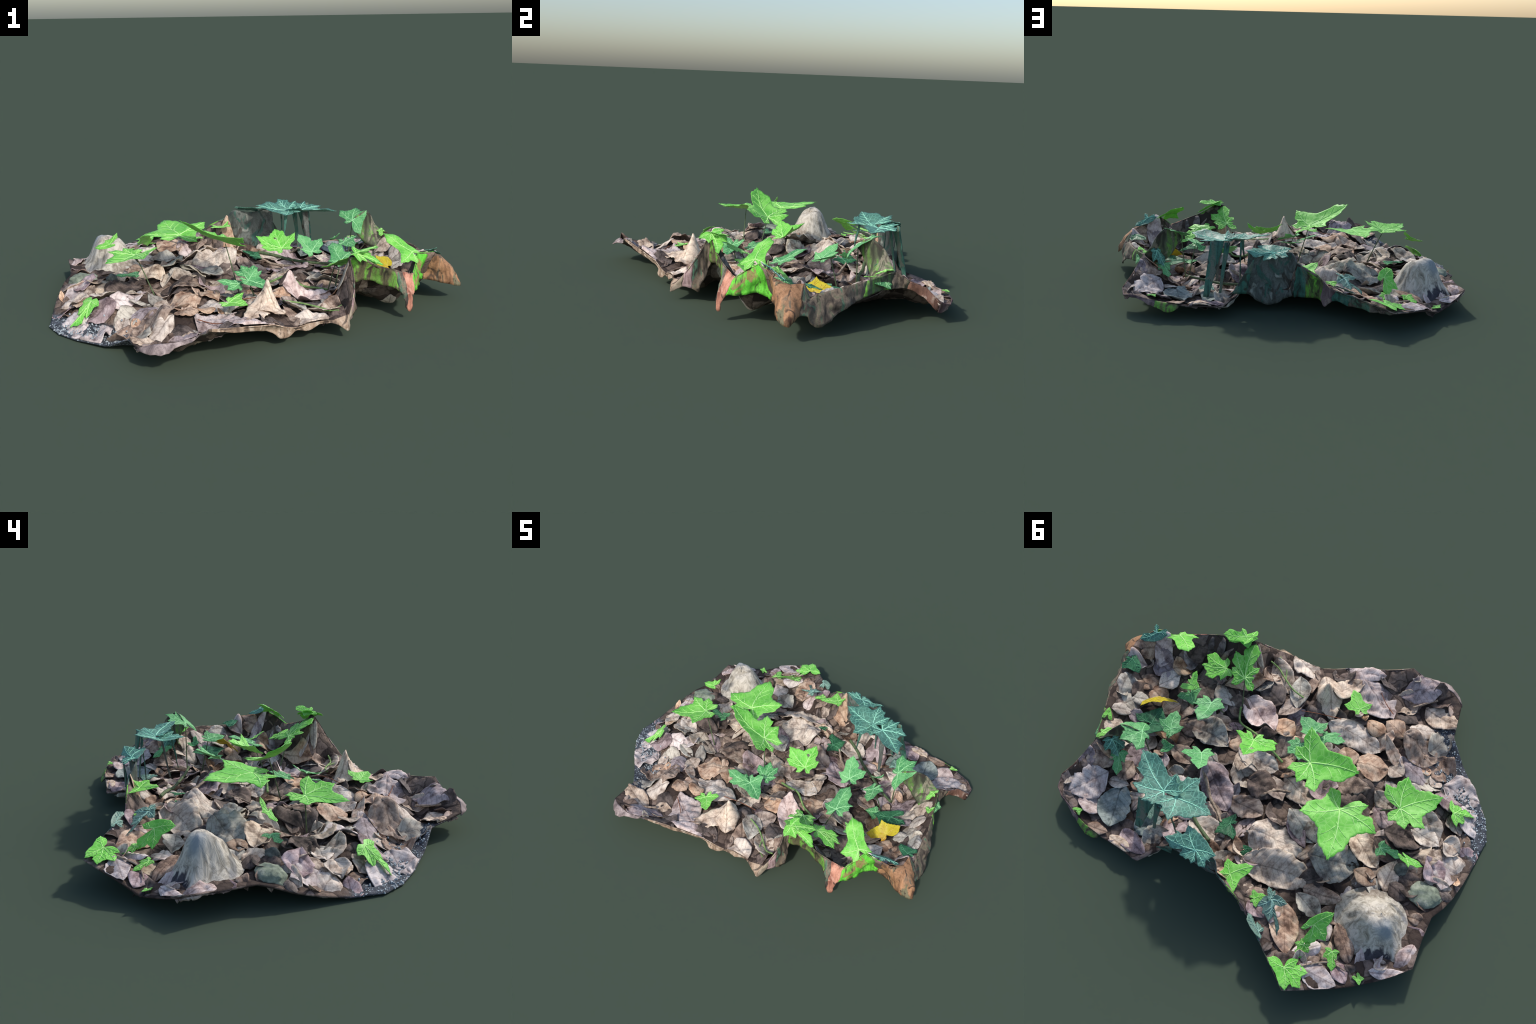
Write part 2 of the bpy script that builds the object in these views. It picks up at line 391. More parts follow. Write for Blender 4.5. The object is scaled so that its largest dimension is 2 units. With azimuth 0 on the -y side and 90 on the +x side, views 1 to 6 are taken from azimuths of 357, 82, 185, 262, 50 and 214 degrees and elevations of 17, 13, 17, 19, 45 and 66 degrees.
def mat_stump():
    m = Nodes('weathered_wood', .8)
    co = m.co
    st = m.noise(m.vmap(co, (1, 1, .18)), 30, 5, .65, dist=.8)
    body = m.ramp(st, [(.28, srgb(96, 88, 78)), (.42, srgb(164, 156, 142)), (.58, srgb(206, 198, 184)), (.75, srgb(218, 210, 198))])
    crack = m.noise(m.vmap(co, (1.3, 1.3, .25)), 16, 3, .5)
    body = m.mix(m.math('MULTIPLY', m.band(m.math('ABSOLUTE', m.math('SUBTRACT', crack, .5)), .004, .018), .3), body, srgb(78, 66, 54))
    s = m.xyz(co)
    def blob(x, y, z, r0, r1, amp):
        d = m.math('SQRT', m.math('ADD', m.math('ADD', m.math('POWER', m.math('ADD', s[0], -x), 2.), m.math('POWER', m.math('ADD', s[1], -y), 2.)), m.math('POWER', m.math('MULTIPLY', m.math('ADD', s[2], -z), .6), 2.)))
        return m.band(m.math('ADD', d, m.math('MULTIPLY', m.math('SUBTRACT', st, .5), amp)), r0, r1)
    body = m.mix(m.math('MULTIPLY', blob(-.06, .045, .15, .02, .06, .06), .85), body, srgb(150, 158, 162))
    body = m.mix(blob(-.09, .155, .0, .055, .075, .14), body, m.ramp(st, [(.35, srgb(52, 50, 56)), (.7, srgb(96, 92, 98))]))
    body = m.mix(m.math('MULTIPLY', blob(.10, -.10, .0, .03, .09, .1), .7), body, srgb(120, 104, 90))
    m.bump(st, .6, .01)
    return m.colour(body).mat

def mat_stone():
    m = Nodes('mossy_stone', .85)
    n = m.noise(m.co, 22, 5, .65)
    body = m.ramp(n, [(.3, srgb(84, 92, 82)), (.5, srgb(132, 142, 124)), (.7, srgb(176, 180, 164))])
    m.bump(m.noise(m.co, 60, 4), .5, .006)
    return m.colour(body).mat

# =====================================================================
# 3. BUILDING BLOCKS
# =====================================================================
COL = bpy.context.scene.collection
ROOT = bpy.data.objects.new('ivy_leaf_litter_patch', None)
COL.objects.link(ROOT)
ROOT['label'] = 'torn patch of forest floor with dead leaves and green ivy'
ROOT['category'] = 'forest floor'

def new_object(name, verts, faces, mats, parent=ROOT, matrix=None, smooth=True, midx=None):
    me = bpy.data.meshes.new(name)
    me.from_pydata([tuple(v) for v in verts], [], faces)
    for mt in mats: me.materials.append(mt)
    if midx is not None: me.polygons.foreach_set('material_index', midx)
    if smooth: me.polygons.foreach_set('use_smooth', [True] * len(faces))
    me.update()
    ob = bpy.data.objects.new(name, me); COL.objects.link(ob)
    ob.parent = parent
    if matrix is not None: ob.matrix_world = matrix
    return ob

def thicken(ob, t, offset=-1.):
    s = ob.modifiers.new('thickness', 'SOLIDIFY'); s.thickness = t; s.offset = offset
    return ob

def catmull(P, n, closed=False):
    """n samples per span through the points P"""
    P = np.asarray(P, float); k = len(P); out = []
    for i in range(k if closed else k - 1):
        if closed: p0, p1, p2, p3 = P[(i - 1) % k], P[i], P[(i + 1) % k], P[(i + 2) % k]
        else: p0, p1, p2, p3 = P[max(i - 1, 0)], P[i], P[i + 1], P[min(i + 2, k - 1)]
        for j in range(n):
            t = j / n
            out.append(.5 * (2 * p1 + (p2 - p0) * t + (2 * p0 - 5 * p1 + 4 * p2 - p3) * t * t + (3 * p1 - p0 - 3 * p2 + p3) * t ** 3))
    if not closed: out.append(P[-1])
    return np.array(out)

def tube(name, pts, r0, r1, mat, parent=ROOT, sides=7, wobble=.0):
    P = catmull(pts, 8); n = len(P); V, F = [], []
    for i, p in enumerate(P):
        t = Vector(P[min(i + 1, n - 1)] - P[max(i - 1, 0)]).normalized()
        u = t.cross(Vector((.3, .2, 1))).normalized(); v = t.cross(u)
        r = r0 + (r1 - r0) * i / (n - 1)
        r *= 1 + wobble * fbm(p, 40., 3.)
        for k in range(sides):
            a = 2 * math.pi * k / sides
            V.append(Vector(p) + u * math.cos(a) * r + v * math.sin(a) * r)
    for i in range(n - 1):
        for k in range(sides):
            F.append((i * sides + k, i * sides + (k + 1) % sides, (i + 1) * sides + (k + 1) % sides, (i + 1) * sides + k))
    F.append(tuple(range(sides))[::-1]); F.append(tuple((n - 1) * sides + k for k in range(sides)))
    return new_object(name, V, F, [mat], parent)

# =====================================================================
# 4. THE MAT AND ITS HANGING FLAPS
# =====================================================================
rim, rim_own = rim_loop(.016)
poly = [Vector(p[:2]) for p in rim]

_x0, _y0 = rim[:, 0], rim[:, 1]
_x1, _y1 = np.roll(_x0, -1), np.roll(_y0, -1)
_k = (_x1 - _x0) / np.where(np.abs(_y1 - _y0) < 1e-9, 1e-9, _y1 - _y0)

def inside(x, y):
    cross = ((_y0 > y) != (_y1 > y)) & (x < _x0 + (y - _y0) * _k)
    return bool(cross.sum() % 2)

def build_mat():
    rnd = random.Random(3); pts = list(poly); step = .0155
    ins = []
    for i in range(int(2.05 / step)):
        for j in range(int(1.75 / step)):
            x = -1.02 + (i + (j % 2) * .5) * step + rnd.uniform(-.3, .3) * step
            y = -.87 + j * step + rnd.uniform(-.3, .3) * step
            ins.append((x, y))
    ins = np.array(ins)
    d = np.sqrt(((ins[:, None, :] - rim[None, :, :2]) ** 2).sum(-1)).min(1)
    keep = [Vector(p) for p, q in zip(ins, d) if q > .009 and inside(p[0], p[1])]
    dist = [q for p, q in zip(ins, d) if q > .009 and inside(p[0], p[1])]
    nb = len(poly)
    vs, es, fs, *_ = geometry.delaunay_2d_cdt(pts + keep, [], [list(range(nb))], 1, 1e-6)
    xy = np.array([(v.x, v.y) for v in vs]); z = floor_z(xy)
    dd = np.sqrt(((xy[:, None, :] - rim[None, :, :2]) ** 2).sum(-1))
    near = dd.argmin(1); dm = dd.min(1)
    V = []
    for k in range(len(xy)):
        if dm[k] < 1e-4: zz = rim[near[k]][2]
        else:
            f = min(1, dm[k] / .05); sag = .024 * min(1, dm[k] / .16)
            lump = fbm((xy[k][0], xy[k][1], 0), 11., 5.) * .014 + fbm((xy[k][0], xy[k][1], .3), 34., 9.) * .005
            zz = z[k] + lump * f - sag
        V.append((xy[k][0], xy[k][1], max(zz, .0065)))
    return thicken(new_object('litter_mat', V, [tuple(f) for f in fs], [mat_floor()]), .006)
build_mat()

def flap_sheet(name, top, low, mat, rows=10, seed=0., bulge=0., rough=.013):
    """Loft between two equally long runs of points, crumpled a little."""
    V, F = [], []; n = len(top)
    for i in range(n):
        a, b = Vector(top[i]), Vector(low[i])
        out = Vector((b.x - a.x, b.y - a.y, 0))
        for j in range(rows + 1):
            t = j / rows
            p = a.lerp(b, t)
            amp = rough * math.sin(math.pi * min(t * .62, 1)) 
            p += Vector((fbm(p, 17., seed), fbm(p, 17., seed + 4), fbm(p, 17., seed + 8) * .5)) * amp
            p += out * bulge * math.sin(math.pi * t)
            V.append(p)
    for i in range(n - 1):
        for j in range(rows):
            k = i * (rows + 1) + j
            F.append((k, k + 1, k + rows + 2, k + rows + 1))
    return thicken(new_object(name, V, F, [mat]), .004, 0.)

def build_flaps():
    n = len(RIM); i = 0
    while i < n:
        if RIM[i][1] is None: i += 1; continue
        j = i
        while j + 1 < n and RIM[j + 1][1] is not None: j += 1
        low_ctrl = [RIM[k][1] for k in range(i, j + 1)]
        S = 6
        low = catmull(low_ctrl, S)
        top = []
        for k in range(i, j):
            a, b = np.array(RIM[k][0]), np.array(RIM[k + 1][0])
            top += [a + (b - a) * s / S for s in range(S)]
        top.append(np.array(RIM[j][0])); top = np.array(top)
        k = i
        while k < j:                     # one piece per stretch of like cloth
            e = k + 1
            while e < j and RIM[e][2] == RIM[k][2]: e += 1
            sl = slice((k - i) * S, (e - i) * S + 1)
            flap_sheet('torn_flap', top[sl], low[sl], CLOTH[RIM[k][2]], seed=2., bulge=.22 if RIM[k][2] == 'rust' else .15)
            k = e
        i = j + 1
build_flaps()

def curtain(top, low, cloth, seed, rough=.012, n=7):
    flap_sheet('torn_flap', catmull(top, n), catmull(low, n), CLOTH[cloth], rows=14, seed=seed, rough=rough)
# wall of smeared bark that drops from the teal leaf at the back
curtain([(.118, .634, .325), (.06, .618, .312), (-.005, .616, .300), (-.06, .60, .312), (-.100, .600, .318), (-.129, .632, .276)],
        [(.130, .624, .105), (.06, .615, .055), (.02, .610, .034), (-.03, .604, .046), (-.07, .602, .070), (-.110, .606, .085)], 'slate', 11.)
# green smear that slides down from the ivy at the far right
curtain([(.545, .345, .330), (.575, .355, .345), (.605, .375, .350), (.640, .420, .315), (.665, .445, .265), (.698, .453, .226)],
        [(.524, .328, .295), (.550, .352, .245), (.585, .372, .190), (.625, .368, .165), (.660, .360, .155), (.705, .375, .175)], 'lime_dark', 12., .008)

# =====================================================================
# 5. STUMP, STONE, GRIT
# =====================================================================
def build_stump():
    cx, cy = -.768, .350; V, F = [], []
    NA, NR = 72, 26
    spokes = [(0, .19), (60, .17), (125, .165), (150, .185), (180, .135), (215, .135), (255, .135), (300, .14), (330, .16)]
    ang = np.array([s[0] for s in spokes] + [360]); rad = np.array([s[1] for s in spokes] + [spokes[0][1]])
    for i in range(NA):
        a = 2 * math.pi * i / NA
        R = np.interp(math.degrees(a), ang, rad)
        top = .246 + .012 * math.cos(a - 2.3)
        for j in range(NR + 1):
            t = (j + .02) / NR
            x = cx + math.cos(a) * R * t; y = cy + math.sin(a) * R * t
            g = fz(x, y) - .012
            groove = fbm((math.cos(a) * 2.2, math.sin(a) * 2.2, t * .7), 2.2, 4.)
            u = min(1, max(0, (t - .24 - groove * .05) / .76))
            prof = max(0, (1 / (1 + (max(0., t + groove * .03) / .63) ** 4.8) - .098) / .902)
            prof = min(prof, .95 + .02 * prof)
            z = g + (top - g) * prof
            z += .007 * fbm((x, y, 0), 16., 6.) * (1 - t * .3) + .004 * fbm((x, y, 0), 45., 2.) * (1 - t)
            z -= .020 * math.exp(-((t - .30) / .22) ** 2) * max(0, math.cos(a + 1.1))
            k = 1 + .10 * groove * math.sin(math.pi * t)
            V.append((cx + (x - cx) * k, cy + (y - cy) * k, z))
    for i in range(NA):
        for j in range(NR):
            b = ((i + 1) % NA) * (NR + 1)
            F.append((i * (NR + 1) + j, i * (NR + 1) + j + 1, b + j + 1, b + j))
    F.append(tuple(i * (NR + 1) for i in range(NA))[::-1])
    M = Matrix.Translation((cx, cy, .09))
    V = [Vector(v) - Vector((cx, cy, .09)) for v in V]
    new_object('weathered_stump', V, F, [mat_stump()], matrix=M)
build_stump()

def build_stone(x, y, z, sx, sy, sz, yaw, seed, mat, name='stone'):
    bm = bmesh.new(); bmesh.ops.create_icosphere(bm, subdivisions=4, radius=1)
    for v in bm.verts:
        v.co *= 1 + .22 * fbm(v.co, 1.3, seed) + .06 * fbm(v.co, 4., seed)
        v.co = Vector((v.co.x * sx, v.co.y * sy, v.co.z * sz))
    V = [v.co.copy() for v in bm.verts]; F = [tuple(w.index for w in f.verts) for f in bm.faces]; bm.free()
    return new_object(name, V, F, [mat], matrix=Matrix.Translation((x, y, z)) @ Matrix.Rotation(yaw, 4, 'Z'))
STONE = mat_stone()
build_stone(-.872, .130, .088, .072, .056, .034, .4, 2., STONE)
build_stone(-.725, .100, .095, .036, .030, .030, 1.0, 5., plain_material('dark_stone', srgb(70, 76, 72), srgb(112, 118, 110), 50))

def build_grit():
    rnd = random.Random(11); V, F = [], []
    for _ in range(260):
        t = rnd.uniform(-.16, .22)
        x = -.80 + t * 1.0 + rnd.gauss(0, .05); y = -.40 - t * .62 + rnd.gauss(0, .05)
        if not inside(x, y): continue
        z = fz(x, y)
        if z > .075: continue
        r = rnd.uniform(.002, .0055); b = len(V)
        a0 = rnd.uniform(0, 6)
        for k in range(6):
            a = a0 + k * math.pi / 3; q = r * rnd.uniform(.7, 1.3)
            V.append((x + math.cos(a) * q, y + math.sin(a) * q, z - .004))
        for k in range(6):
            V.append((x + (V[b + k][0] - x) * .7, y + (V[b + k][1] - y) * .7, z + r * .6))
        for k in range(6): F.append((b + k, b + (k + 1) % 6, b + 6 + (k + 1) % 6, b + 6 + k))
        F.append(tuple(b + 6 + k for k in range(6)))
    ob = new_object('road_grit', V, F, [plain_material('grit_pale', srgb(120, 130, 138), srgb(196, 206, 210), 90)], smooth=False)
    ob['kind'] = 'stuff'
build_grit()

# =====================================================================
# 6. DEAD LEAVES
# =====================================================================
# x, y, heading in degrees, length, width, tint
DEAD_LEAVES = [
    (-0.194, -0.322, -169, 0.282, 0.147, 'T'),
    (-0.184, -0.543,  165, 0.241, 0.194, 'P'),
    (+0.015, -0.406,  128, 0.235, 0.127, 'T'),
    (+0.150, -0.353,  124, 0.170, 0.102, 'G'),
    (-0.032, -0.498, -121, 0.185, 0.107, 'T'),
    (+0.230, -0.151,  160, 0.243, 0.150, 'P'),
    (-0.397, -0.349,  156, 0.183, 0.056, 'O'),
    (-0.478, -0.456, -176, 0.196, 0.178, 'B'),
    (-0.436, -0.548, -131, 0.144, 0.110, 'T'),
    (-0.535, -0.553, -104, 0.147, 0.116, 'G'),
    (-0.757, -0.410, -171, 0.187, 0.209, 'P'),
    (-0.875, -0.321,  167, 0.196, 0.166, 'P'),
    (-0.346, -0.238, -149, 0.171, 0.157, 'O'),
    (-0.452, -0.290,  169, 0.078, 0.099, 'T'),
    (-0.312, -0.080, -156, 0.212, 0.104, 'B'),
    (-0.373, -0.031, -137, 0.178, 0.098, 'D'),
    (-0.135, +0.052,  165, 0.203, 0.128, 'T'),
    (-0.047, +0.106,  148, 0.160, 0.101, 'B'),
    (-0.724, -0.149,  144, 0.190, 0.103, 'T'),
    (-0.655, -0.043, -156, 0.189, 0.134, 'D'),
    (-0.479, -0.665,  174, 0.197, 0.121, 'T'),
    (-0.323, -0.716, -141, 0.196, 0.129, 'V'),  # violet tint carries the purple shadow at this corner
    (+0.203, -0.495,  177, 0.174, 0.128, 'T'),
    (-0.047, -0.613, -153, 0.213, 0.095, 'P'),
    (+0.275, -0.381,  153, 0.184, 0.107, 'T'),
    (-0.255, -0.408,  176, 0.103, 0.077, 'O'),
    (-0.319, +0.182,  149, 0.151, 0.088, 'G'),
    (-0.261, +0.193,  153, 0.198, 0.123, 'G'),
    (-0.848, -0.144, -163, 0.079, 0.109, 'T'),
    (-0.727, -0.309, -151, 0.146, 0.106, 'V'),
    (-0.216, +0.325, -167, 0.258, 0.219, 'T'),
    (-0.306, +0.423, -161, 0.349, 0.152, 'T'),
    (-0.258, +0.227,  143, 0.180, 0.078, 'V'),
    (-0.327, +0.185,  152, 0.140, 0.084, 'G'),
    (-0.471, +0.245, -152, 0.234, 0.185, 'G'),
    (-0.514, +0.392, -159, 0.177, 0.078, 'B'),
    (-0.473, +0.617,  125, 0.226, 0.130, 'O'),
    (-0.497, +0.469,  174, 0.151, 0.098, 'G'),
    (-0.698, +0.692, -172, 0.168, 0.110, 'P'),
    (-0.765, +0.622,  162, 0.094, 0.076, 'V'),
    (-0.331, +0.630,  172, 0.094, 0.075, 'V'),
    (+0.073, +0.459, -177, 0.182, 0.113, 'T'),
    (-0.068, +0.449,  167, 0.120, 0.067, 'B'),
    (-0.545, +0.120,  160, 0.193, 0.120, 'T'),
    (-0.619, +0.223, -174, 0.116, 0.088, 'B'),
    (-0.660, -0.017, -178, 0.173, 0.131, 'D'),
    (-0.728, -0.103,  178, 0.157, 0.094, 'T'),
    (-0.854, -0.132, -170, 0.092, 0.110, 'T'),
    (-0.848, +0.016,  163, 0.129, 0.128, 'V'),
    (-0.888, -0.007,  117, 0.154, 0.122, 'P'),
    (-0.769, +0.191,  179, 0.095, 0.081, 'D'),
    (-0.930, +0.506, -154, 0.161, 0.053, 'P'),
    (-0.708, +0.510,  146, 0.173, 0.081, 'B'),
    (+0.167, +0.267,  148, 0.245, 0.147, 'V'),
    (+0.100, +0.049, -173, 0.209, 0.119, 'T'),
    (+0.375, +0.070, -176, 0.241, 0.135, 'G'),
    (+0.359, -0.004,  176, 0.133, 0.091, 'T'),
    (-0.000, +0.268, -176, 0.181, 0.132, 'B'),
    (+0.003, +0.138, -168, 0.154, 0.145, 'D'),
    (+0.414, +0.233,  171, 0.139, 0.091, 'B'),
    (+0.749, -0.058,  169, 0.122, 0.112, 'V'),
    (+0.689, -0.018, -108, 0.120, 0.109, 'T'),
    (+0.784, -0.101, -180, 0.095, 0.113, 'P'),
    (+0.678, -0.172, -153, 0.068, 0.097, 'P'),
    (+0.678, -0.105, -132, 0.090, 0.079, 'O'),
    (+0.730, +0.147, -147, 0.081, 0.070, 'G'),
    (+0.739, +0.255, -127, 0.088, 0.065, 'T'),
    (+0.679, +0.231, -163, 0.077, 0.069, 'V'),
    (+0.387, -0.233, -136, 0.207, 0.082, 'O'),
    (+0.337, -0.121, -161, 0.125, 0.104, 'B'),
    (+0.314, -0.356,  173, 0.094, 0.109, 'B'),
    (+0.640, +0.613,   61, 0.200, 0.166, 'P'),
    (+0.567, +0.677,   20, 0.129, 0.106, 'P'),
    (+0.348, +0.748,  176, 0.119, 0.069, 'T'),
    (+0.301, +0.705,  170, 0.160, 0.087, 'V'),
    (+0.471, +0.754, -167, 0.106, 0.063, 'B'),
    (+0.480, +0.620,  120, 0.206, 0.153, 'S'),
    (+0.308, +0.598, -125, 0.135, 0.105, 'S'),
    (+0.698, +0.540,   86, 0.090, 0.076, 'V'),
    (+0.547, +0.461,  104, 0.112, 0.087, 'B'),
    (+0.151, +0.089,  -74, 0.136, 0.087, 'T'),
    (+0.095, -0.159, -101, 0.107, 0.117, 'O'),
]

def dead_leaf(x, y, yaw, L, W, tint, rnd, tilt=(0., 0.), lift=.004, cup=None, arch=None, drape=1.):
    """Broad ovate blade laid over the floor: cupped, wavy, with ribs and a nibbled edge."""
    ns = max(10, int(L / .009)); nt = max(8, int(W / .009)); nt += nt % 2
    ca, sa = math.cos(math.radians(yaw)), math.sin(math.radians(yaw))
    cup = rnd.uniform(-.25, .35) if cup is None else cup
    arch = rnd.uniform(-.25, .12) if arch is None else arch
    seed = rnd.uniform(0, 50); sharp = rnd.uniform(.55, .95); skew = rnd.uniform(.75, 1.15); bend = rnd.uniform(-.25, .25)
    fold = rnd.uniform(-.35, .35); crease = rnd.uniform(.08, .2); bite = rnd.uniform(.06, .2)
    P = []
    for i in range(ns + 1):
        s = i / ns
        w = math.sin(math.pi * min(1, max(0, s ** skew))) ** sharp
        w = max(w, .05)
        for j in range(nt + 1):
            t = 2 * j / nt - 1
            tear = max(0., fbm((s * 2.2, (1 if t > 0 else -1) * 3.1, seed), 2.6, seed))
            edge = 1 - bite * 1.6 * tear * abs(t) + .05 * fbm((s * 7, t * 2, seed), 3., seed) * abs(t) + .04 * (abs(math.sin(s * 40)) - .5) * abs(t) ** 3
            lx = (s - .5) * L + .045 * L * fbm((t, seed, 0), 1.2) * abs(t)
            ly = t * .5 * W * w * edge + bend * L * ((s - .5) ** 2 - .08)
            h = cup * W * (t * t - .3) * w * .5 + arch * L * ((s - .5) ** 2 * 2 - .15)
            h += .11 * W * fbm((lx, ly, seed), 13., seed) + .045 * W * fbm((lx, ly, seed), 38., seed)
            h += crease * W * (abs(fbm((lx, ly, seed + 9), 10., seed)) - .25) + fold * abs(ly) * .6
            h += .0022 * math.cos((lx - abs(ly) * .75) * 2 * math.pi * 38) * (1 - abs(t)) - .003 * math.exp(-(ly / .004) ** 2)
            h += tilt[0] * lx + tilt[1] * ly
            P.append((lx, ly, h))
    P = np.array(P)
    wx = x + ca * P[:, 0] - sa * P[:, 1]; wy = y + sa * P[:, 0] + ca * P[:, 1]
    for k in range(len(wx)):             # blades end at the torn edge
        if not inside(wx[k], wy[k]):
            q = rim[np.argmin((rim[:, 0] - wx[k]) ** 2 + (rim[:, 1] - wy[k]) ** 2)]
            wx[k], wy[k] = q[0] + (x - q[0]) * .02, q[1] + (y - q[1]) * .02
            P[k, 2] *= .15
    P[:, 0] = ca * (wx - x) + sa * (wy - y); P[:, 1] = -sa * (wx - x) + ca * (wy - y)
    z0 = fz(x, y)
    gz = floor_z(np.stack([wx, wy], 1))
    lz = z0 + (gz - z0) * drape + P[:, 2] + lift
    lz = np.maximum(lz, gz - .032)
    V = [(a, b, max(c - z0, -z0 + .004)) for (a, b, _), c in zip(P, lz)]
    F = []
    for i in range(ns):
        for j in range(nt):
            k = i * (nt + 1) + j
            F.append((k, k + nt + 1, k + nt + 2, k + 1))
    M = Matrix.Translation((x, y, z0)) @ Matrix.Rotation(math.radians(yaw), 4, 'Z')
    return thicken(new_object('dead_leaf', V, F, [DEAD[tint]], matrix=M), .0018, 0.)

def build_dead():
    rnd = random.Random(21)
    for k, (x, y, yaw, L, W, c) in enumerate(DEAD_LEAVES):
        dead_leaf(x, y, yaw + rnd.uniform(-6, 6), L, W, c, rnd, lift=.001 + rnd.uniform(0, .008),
                  tilt=(rnd.uniform(-.16, .16), rnd.uniform(-.2, .2)))
    # more leaves wherever the floor still shows most
    laid = [(x, y, .32 * (L + W)) for x, y, _, L, W, _ in DEAD_LEAVES] + [(-.785, .352, .16)]
    def bare(x, y):
        return min(math.hypot(x - a, y - b) / r for a, b, r in laid)
    def spot(tries, margin):
        best = None
        while tries:
            x, y = rnd.uniform(-.99, .97), rnd.uniform(-.84, .82)
            if not inside(x, y) or math.hypot(x + .785, y - .352) < .15: continue
            if np.sqrt(((rim[:, :2] - (x, y)) ** 2).sum(1)).min() < margin: continue
            if abs(.62 * (x + .8) + .78 * (y + .4)) < .075 and x < -.55 and fz(x, y) < .05: continue
            tries -= 1; q = bare(x, y)
            if best is None or q > best[0]: best = (q, x, y)
        return best[1], best[2]
    for n in range(150):
        x, y = spot(30, .03)
        L = rnd.uniform(.10, .17); W = L * rnd.uniform(.55, .95)
        west = x < -.55
        dead_leaf(x, y, rnd.uniform(0, 360), L, W, rnd.choice('PPVGTBD' if west else 'TTTBBDDDGPOV'), rnd,
                  tilt=(rnd.uniform(-.3, .3), rnd.uniform(-.35, .35)),
                  lift=rnd.uniform(-.024, -.004) * min(1, np.sqrt(((rim[:, :2] - (x, y)) ** 2).sum(1)).min() / .14),
                  cup=rnd.uniform(-.5, .6), arch=rnd.uniform(-.45, .3), drape=.85)
        laid.append((x, y, .30 * (L + W)))
    for n in range(60):
        x, y = spot(6, .02)
        L = rnd.uniform(.05, .09); W = L * rnd.uniform(.5, .9)
        dead_leaf(x, y, rnd.uniform(0, 360), L, W, rnd.choice('TTBBDGPOV'), rnd,
                  tilt=(rnd.uniform(-.6, .6), rnd.uniform(-.7, .7)), lift=rnd.uniform(-.015, .005),
                  cup=rnd.uniform(-.5, .9), arch=rnd.uniform(-.6, .5), drape=.7)
        laid.append((x, y, .30 * (L + W)))
build_dead()

